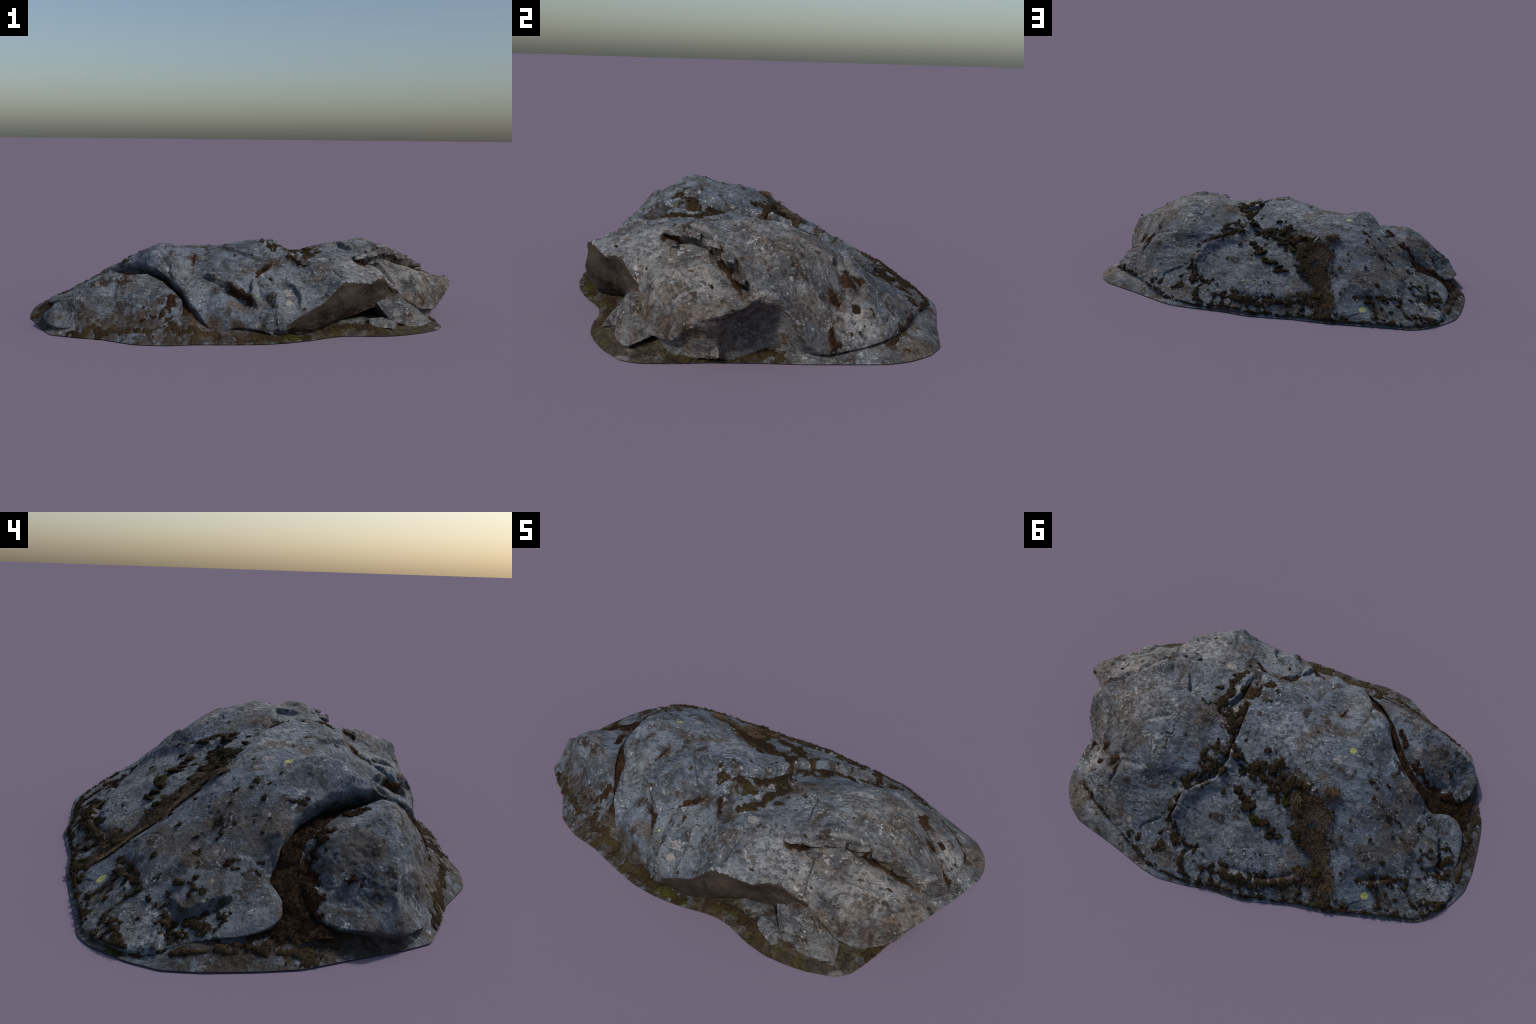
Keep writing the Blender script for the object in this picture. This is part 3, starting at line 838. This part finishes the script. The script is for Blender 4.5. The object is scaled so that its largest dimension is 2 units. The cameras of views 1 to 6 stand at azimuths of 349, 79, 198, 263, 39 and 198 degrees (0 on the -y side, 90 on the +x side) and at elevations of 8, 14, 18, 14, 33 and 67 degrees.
wedge = hull_block("wedge_block", [(.815, -.478, .028), (.80, -.44, .04), (.725, -.468, .108), (.645, -.475, .158), (.60, -.46, .15), (.57, -.45, .10),
                                   (.6, -.52, .045), (.68, -.52, .02), (.76, -.5, .012), (.54, -.47, .13), (.56, -.44, .16), (.58, -.36, .05), (.75, -.36, .06), (.62, -.39, .16)], 120)


def plate(cx, cy, cz, along, across, thick, turn, seed):
    """A split-off plate: a flat slab with broken corners."""
    r = np.random.default_rng(seed)
    c, w = math.cos(turn), math.sin(turn)
    pts = []
    for z in (-.5, .5):
        for a in np.linspace(0, math.tau, 7, endpoint=False):
            x, y = along * math.cos(a) * r.uniform(.8, 1.1), across * math.sin(a) * r.uniform(.75, 1.1)
            pts.append((cx + c * x - w * y, cy + w * x + c * y, cz + thick * z * r.uniform(.7, 1.1) - .25 * y))
    return hull_block("rock_plate", pts, seed, 4)


for args in ((.508, -.340, .312, .040, .026, .028, .45, 301), (.570, -.312, .320, .044, .028, .030, .6, 302), (.632, -.274, .325, .044, .026, .026, .65, 303),
             (.60, -.335, .292, .034, .020, .018, .5, 304), (.70, -.222, .312, .046, .024, .026, .6, 305), (.775, -.180, .282, .046, .020, .022, .35, 306),
             (.28, -.140, .308, .034, .018, .016, 1.0, 307), (.225, -.275, .320, .036, .016, .016, 1.3, 308), (.85, -.158, .238, .04, .018, .018, .3, 310),
             (.235, -.395, .296, .03, .02, .02, .3, 311)):
    plate(*args)
flake = hull_block("stone_flake", [(.50, -.50, .062), (.56, -.505, .068), (.625, -.545, .05), (.64, -.52, .04), (.6, -.56, .02), (.5, -.53, .03), (.52, -.46, .04), (.64, -.48, .02)], 130, 4)


# ------------------------------------------------------------------ moss
def band(q, runs, seed, ragged=.9, scale=20):
    """How deep inside a mossy band a place lies (positive inside), with crumbling edges."""
    w3 = np.hstack([q, np.zeros((len(q), 1))])
    crumb = fbm(w3, scale, 4, .6, seed)
    best = np.full(len(q), -9.0)
    for run, width in runs:
        line = resample(A(*run), .01)
        near = (q > line.min(0) - .12).all(1) & (q < line.max(0) + .12).all(1)
        if near.any():
            swell = .35 + 1.5 * np.clip(.5 + 1.3 * fbm(w3[near], 9, 2, .5, seed + 2), 0, 1)
            best[near] = np.maximum(best[near], 1 - dist_to_line(q[near], line) / (width * swell))
    fray = fbm(w3, scale * 2.6, 3, .6, seed + .5)
    return np.where(best > -2, np.clip(best, -2, .75) - .25 + 1.9 * ragged * crumb + .9 * ragged * fray, -9)


def moss_layer(name, v, f, n, depth, mat, thick=.011, seed=0.0, steep=1.0):
    """A cushiony skin lying on the rock wherever depth is positive; its border dips under the stone."""
    depth = depth - 2.2 * np.clip(.62 - n[:, 2], 0, 1) * steep
    faces = (depth[f] > -.28).any(1)
    kv, kf, used = keep(v, f, faces)
    d = np.maximum(depth[used], -.35)
    lumps = .55 + .7 * np.abs(fbm(kv, 42, 3, .6, seed + 5)) + .35 * fbm(kv, 110, 2, .6, seed + 6)
    h = np.where(d > 0, thick * np.sqrt(np.clip(d, 0, 1)) * lumps, .02 * d) + .0008
    kv = kv + n[used] * h[:, None]
    kv[:, 2] = np.maximum(kv[:, 2], .0005)
    ob = make_mesh(name, kv, kf, mat, boulder)
    ob["kind"] = "stuff"
    rooted = np.flatnonzero(d > -.04)
    FUZZ.append((kv[rooted], n[used][rooted], mat))
    return ob


FUZZ = []
nr = normals(v, f)
GULLY = [(((.243, -.358), (.287, -.275), (.298, -.16), (.249, -.094), (.232, -.022)), .022),
         (((.111, -.275), (.188, -.248), (.2, -.154), (.205, -.028), (.205, .049), (.232, .1)), .028),
         (((.2, .04), (.11, .11), (.0, .1), (-.087, .143), (-.158, .132), (-.18, .2)), .035),
         (((.25, .1), (.309, .175), (.364, .242), (.392, .319), (.4, .401), (.35, .46)), .018),
         (((.3, .13), (.27, .17), (.22, .16)), .025)]
moss_layer("gully_moss", v, f, nr, band(p, GULLY, 3, 1.7, 24), brown_moss, .009, 1)
CREVICE = [(((-.241, -.226), (-.257, -.292)), .012), (((-.109, -.44), (-.06, -.475), (-.03, -.505)), .010),
           (((.012, -.413), (.03, -.385), (.08, -.36)), .008), (((.17, -.345), (.215, -.40)), .012),
           (((.5, -.35), (.545, -.315)), .010), (((.73, -.20), (.8, -.175), (.86, -.165), (.9, -.155)), .010),
           (((.722, .22), (.70, .25)), .014), (((.799, .143), (.81, .155)), .013), (((.815, .209), (.817, .212)), .013),
           (((.887, .11), (.9, .13)), .012)]
moss_layer("crevice_moss", v, f, nr, band(p, CREVICE, 4, 1.0, 30), red_moss, .006, 2, 0)
FOOT = [(((.16, .55), (.045, .566), (-.076, .544), (-.202, .517), (-.285, .473)), .024),
        (((.3, .51), (.298, .583), (.25, .6)), .018), (((.425, .5), (.40, .52)), .016), (((.524, .489), (.606, .506), (.485, .566)), .016),
        (((-.49, .432), (-.582, .414), (-.637, .39), (-.703, .407), (-.752, .445)), .015),
        (((-.6, .5), (-.67, .5), (-.74, .5)), .02), (((-.82, .43), (-.88, .4)), .022), (((-.85, .25), (-.87, .2)), .018), (((-.84, .3), (-.89, .3)), .02),
        (((.45, .6), (.3, .625), (.1, .61), (-.1, .61), (-.3, .575), (-.5, .555), (-.75, .51)), .014),
        (((.85, .34), (.79, .39), (.7, .45)), .012), (((.39, .40), (.33, .47), (.25, .485)), .012)]
moss_layer("foot_moss", v, f, nr, band(p, FOOT, 6, 1.8, 28), brown_moss, .007, 3)
GRASS = [(((-.215, .2), (-.268, .242), (-.279, .319), (-.329, .39), (-.362, .467), (-.39, .555)), .052)]
grass_depth = band(p, GRASS, 8, 1.5, 18)
moss_layer("grass_mat", v, f, nr, grass_depth, brown_moss, .012, 4)
speck = fbm(np.hstack([p, np.zeros((len(p), 1))]), 26, 3, .6, 12) - .50
where = np.maximum.reduce([np.exp(-(np.linalg.norm(p - c, axis=1) / r) ** 2) for c, r in
                           (((-.1, .5), .16), ((-.55, .05), .16), ((-.62, .12), .14), ((.05, .17), .14), ((-.75, .3), .14), ((.45, .52), .12))])
moss_layer("moss_crumbs", v, f, nr, np.where(speck > -.3, (speck + .25 * where) * 5, -9), brown_moss, .006, 5)


# crevice between the main rock and the side block, packed with moss
bed = Skin(.02)
for pts in (A((-.94, .10, .03), (-.9, .0, .04), (-.83, -.015, .086), (-.74, -.002, .132), (-.68, -.03, .172), (-.6, -.095, .205), (-.52, -.2, .222), (-.44, -.325, .218), (-.36, -.405, .178), (-.31, -.47, .12), (-.27, -.52, .07)),
            A((-.93, .2, .035), (-.86, .06, .06), (-.75, .06, .11), (-.66, .02, .17), (-.58, -.05, .2), (-.48, -.15, .21), (-.38, -.3, .21), (-.28, -.44, .13)),
            A((-.94, -.1, .03), (-.86, -.07, .062), (-.78, -.06, .098), (-.7, -.08, .148), (-.6, -.17, .2), (-.5, -.32, .21), (-.38, -.44, .15))):
    bed.line(pts)
bed.solve()
bp, bf = grid_in(A((-.945, .14), (-.84, .08), (-.70, .05), (-.6, -.02), (-.48, -.15), (-.38, -.3), (-.28, -.44), (-.26, -.52), (-.32, -.5), (-.38, -.43), (-.5, -.32), (-.6, -.2), (-.7, -.12), (-.82, -.1), (-.92, -.1)), .005)
bv = bed.at(bp)
bv += normals(bv, bf) * (.010 * fbm(bv, 20, 3, .6, 71) + .007 * fbm(bv, 60, 3, .6, 72))[:, None]
bv[:, 2] = np.maximum(bv[:, 2], 0.001)
crevice_bed = make_mesh("crevice_moss_bed", bv, bf, red_moss, boulder)
crevice_bed["kind"] = "stuff"

# moss on the apron
na = normals(av, af)
APRON = [(((-.93, .28), (-.945, .18), (-.95, .08), (-.94, -.02), (-.92, -.1)), .03), (((-.86, .44), (-.92, .36)), .028),
         (((-.36, -.55), (-.27, -.55), (-.2, -.57)), .035), (((-.1, -.6), (.05, -.61), (.2, -.59)), .022), (((.3, -.54), (.42, -.52), (.55, -.54)), .022),
         (((.88, .3), (.8, .38)), .012), (((.9, .35), (.905, .36)), .012), (((-.8, -.39), (-.6, -.48), (-.45, -.54)), .016), (((.87, -.35), (.87, -.2), (.89, -.05)), .022)]
moss_layer("apron_moss", av, af, na, band(av[:, :2].copy(), APRON, 9, 1.2, 24), brown_moss, .007, 6)
YELLOW = [(((-.02, -.6), (.08, -.61), (.2, -.6)), .014), (((.34, -.54), (.46, -.53)), .014), (((-.88, .42), (-.9, .4)), .018), (((.86, -.3), (.87, -.2)), .010)]
moss_layer("yellow_moss", av, af, na, band(av[:, :2].copy(), YELLOW, 10, 1.1, 26), green_moss, .009, 7)

# moss on the side block
ns = normals(sv, sf)
SIDE = [(((-.85, -.06), (-.78, -.06), (-.70, -.08), (-.64, -.13)), .02), (((-.79, -.162), (-.792, -.165)), .012), (((-.56, -.2), (-.52, -.27)), .012),
        (((-.36, -.45), (-.4, -.48), (-.5, -.47)), .012)]
moss_layer("block_moss", sv, sf, ns, band(sp, SIDE, 11, 1.2, 26), red_moss, .008, 8)

# round moss cushions
from mathutils.bvhtree import BVHTree
from mathutils import Vector
tree = BVHTree.FromPolygons(v.tolist(), f.tolist())


def ground_at(x, y):
    hit = tree.ray_cast(Vector((x, y, 1)), Vector((0, 0, -1)))
    return hit[0], hit[1]


def cushion_mesh(seed):
    m = 40
    th, ph = np.meshgrid(np.linspace(0, math.tau, m, endpoint=False), np.linspace(0, math.pi * .62, 16), indexing="ij")
    d = np.stack([np.sin(ph) * np.cos(th), np.sin(ph) * np.sin(th), np.cos(ph)], -1).reshape(-1, 3)
    r = 1 + .55 * fbm(d, 1.7, 2, .5, seed) + .22 * np.abs(fbm(d, 6, 2, .6, seed + 1)) + .09 * fbm(d, 16, 2, .6, seed + 2)
    cv = d * r[:, None] * [1, 1, .5]
    k = np.arange(16)
    cf = np.array([(i * 16 + j, i * 16 + j + 1, ((i + 1) % m) * 16 + j + 1, ((i + 1) % m) * 16 + j) for i in range(m) for j in range(15)])
    if ((cv) * normals(cv, cf)).sum(1).mean() < 0:
        cf = cf[:, ::-1]
    return cv, cf


kinds = []
for k, mat in enumerate((green_moss, brown_moss, brown_moss, green_moss)):
    cv, cf = cushion_mesh(200 + 10 * k)
    ob = make_mesh("moss_cushion", cv, cf, mat, boulder)
    kinds.append(ob)
CUSHION_GROW = 1.35
CUSHIONS = ((.001, .308, .026, 0), (-.03, .312, .02, 1), (.056, .264, .024, 1), (.075, .245, .018, 2), (.117, .22, .022, 2), (.1, .235, .02, 1),
            (-.054, .335, .022, 1), (-.075, .35, .016, 2), (-.10, .345, .014, 1), (-.158, .297, .021, 1), (-.18, .335, .018, 0), (-.109, .192, .018, 3), (-.169, .198, .022, 3),
            (-.17, .225, .02, 2), (-.13, .13, .022, 2), (-.09, .15, .024, 1), (.188, .236, .014, 2), (.08, .10, .022, 1), (.04, .12, .02, 2), (.0, .09, .02, 1),
            (.12, .13, .018, 2), (.16, .07, .02, 1), (-.19, .31, .016, 1), (-.205, .345, .017, 1), (.03, .02, .016, 2), (-.32, .44, .022, 3), (-.35, .48, .018, 1), (-.38, .5, .017, 3), (-.26, .47, .02, 2))
for i, (x, y, r, k) in enumerate(CUSHIONS):
    r *= CUSHION_GROW * rng.uniform(.75, 1.15)
    x, y = x + rng.normal(0, .005), y + rng.normal(0, .005)
    co, nor = ground_at(x, y)
    ob = kinds[k].copy()
    bpy.context.scene.collection.objects.link(ob) if ob.name not in bpy.context.scene.collection.objects else None
    ob.parent = boulder
    ob.rotation_euler = (Vector((0, 0, 1)).rotation_difference((nor + Vector((0, 0, .3))).normalized())).to_euler()
    ob.rotation_euler.z += rng.uniform(0, 6.28)
    ob.location = co - nor * r * .2
    ob.location.z = max(ob.location.z, r * .5)
    ob.scale = (r * rng.uniform(.7, 1.4), r * rng.uniform(.65, 1.15), r * rng.uniform(.6, 1.1))
for ob in kinds:
    bpy.data.objects.remove(ob)


# withered grass lying down the gully
def blades(name, count, spots, length, mat, lie=(.0, 1.0)):
    vs, fs = [], []
    for i in range(count):
        x, y = spots[rng.integers(len(spots))] + rng.normal(0, .006, 2)
        co, nor = ground_at(x, y)
        if co is None:
            continue
        down = Vector((rng.normal(0, .8) + lie[0], rng.normal(0, .5) + lie[1], 0))
        down = (down - nor * down.dot(nor)).normalized()
        sidev = nor.cross(down)
        L, w = length * rng.uniform(.5, 1.2), rng.uniform(.0007, .0015)
        curl, arch = rng.normal(0, .35), rng.uniform(.1, .32)
        base = len(vs)
        for s in range(5):
            t = s / 4
            c = co + nor * (.006 + L * arch * 4 * t * (1 - t) * .5) + down * L * t + sidev * L * curl * t * t
            c.z = max(c.z, .002)
            ww = w * (1 - .8 * t)
            vs.append(c - sidev * ww)
            vs.append(c + nor * ww)
            vs.append(c + sidev * ww)
        for s in range(4):
            a = base + 3 * s
            fs += [(a, a + 1, a + 4, a + 3), (a + 1, a + 2, a + 5, a + 4)]
    ob = make_mesh(name, np.array(vs), np.array(fs), mat, boulder)
    ob["kind"] = "stuff"


blades("dry_grass", 2600, p[(grass_depth > .15) & (p[:, 1] < .50)], .042, straw)


# short moss fibres that blur the edges of every patch
def fibres(name, sources, per, mat, height):
    pos = np.vstack([q[0] for q in sources])
    nor = np.vstack([q[1] for q in sources])
    pick = rng.integers(len(pos), size=min(per, len(pos) * 3))
    P = pos[pick] + rng.normal(0, .0025, (len(pick), 3))
    D = nor[pick] + rng.normal(0, .55, (len(pick), 3))
    D /= np.linalg.norm(D, axis=1)[:, None]
    S = np.cross(D, rng.normal(size=D.shape))
    S /= np.linalg.norm(S, axis=1)[:, None]
    T = np.cross(D, S)
    h = (height * rng.uniform(.4, 1.2, len(pick)))[:, None]
    w = (.0011 * rng.uniform(.6, 1.3, len(pick)))[:, None]
    base = P - D * .002
    ring = [base + S * w, base - S * w * .5 + T * w * .87, base - S * w * .5 - T * w * .87, P + D * h]
    fv = np.stack(ring, 1).reshape(-1, 3)
    fv[:, 2] = np.maximum(fv[:, 2], .0005)
    k = np.arange(len(pick))[:, None] * 4
    ff = np.concatenate([k + [0, 1, 3], k + [1, 2, 3], k + [2, 0, 3]])
    ob = make_mesh(name, fv, ff, mat, boulder)
    ob["kind"] = "stuff"


for title, mat, per in (("brown_moss_fibres", brown_moss, 26000), ("rusty_moss_fibres", red_moss, 6000), ("olive_moss_fibres", green_moss, 4000)):
    fibres(title, [q for q in FUZZ if q[2] == mat], per, mat, .0042)
fibres("crevice_fibres", [(bv, normals(bv, bf), red_moss)], 9000, red_moss, .006)
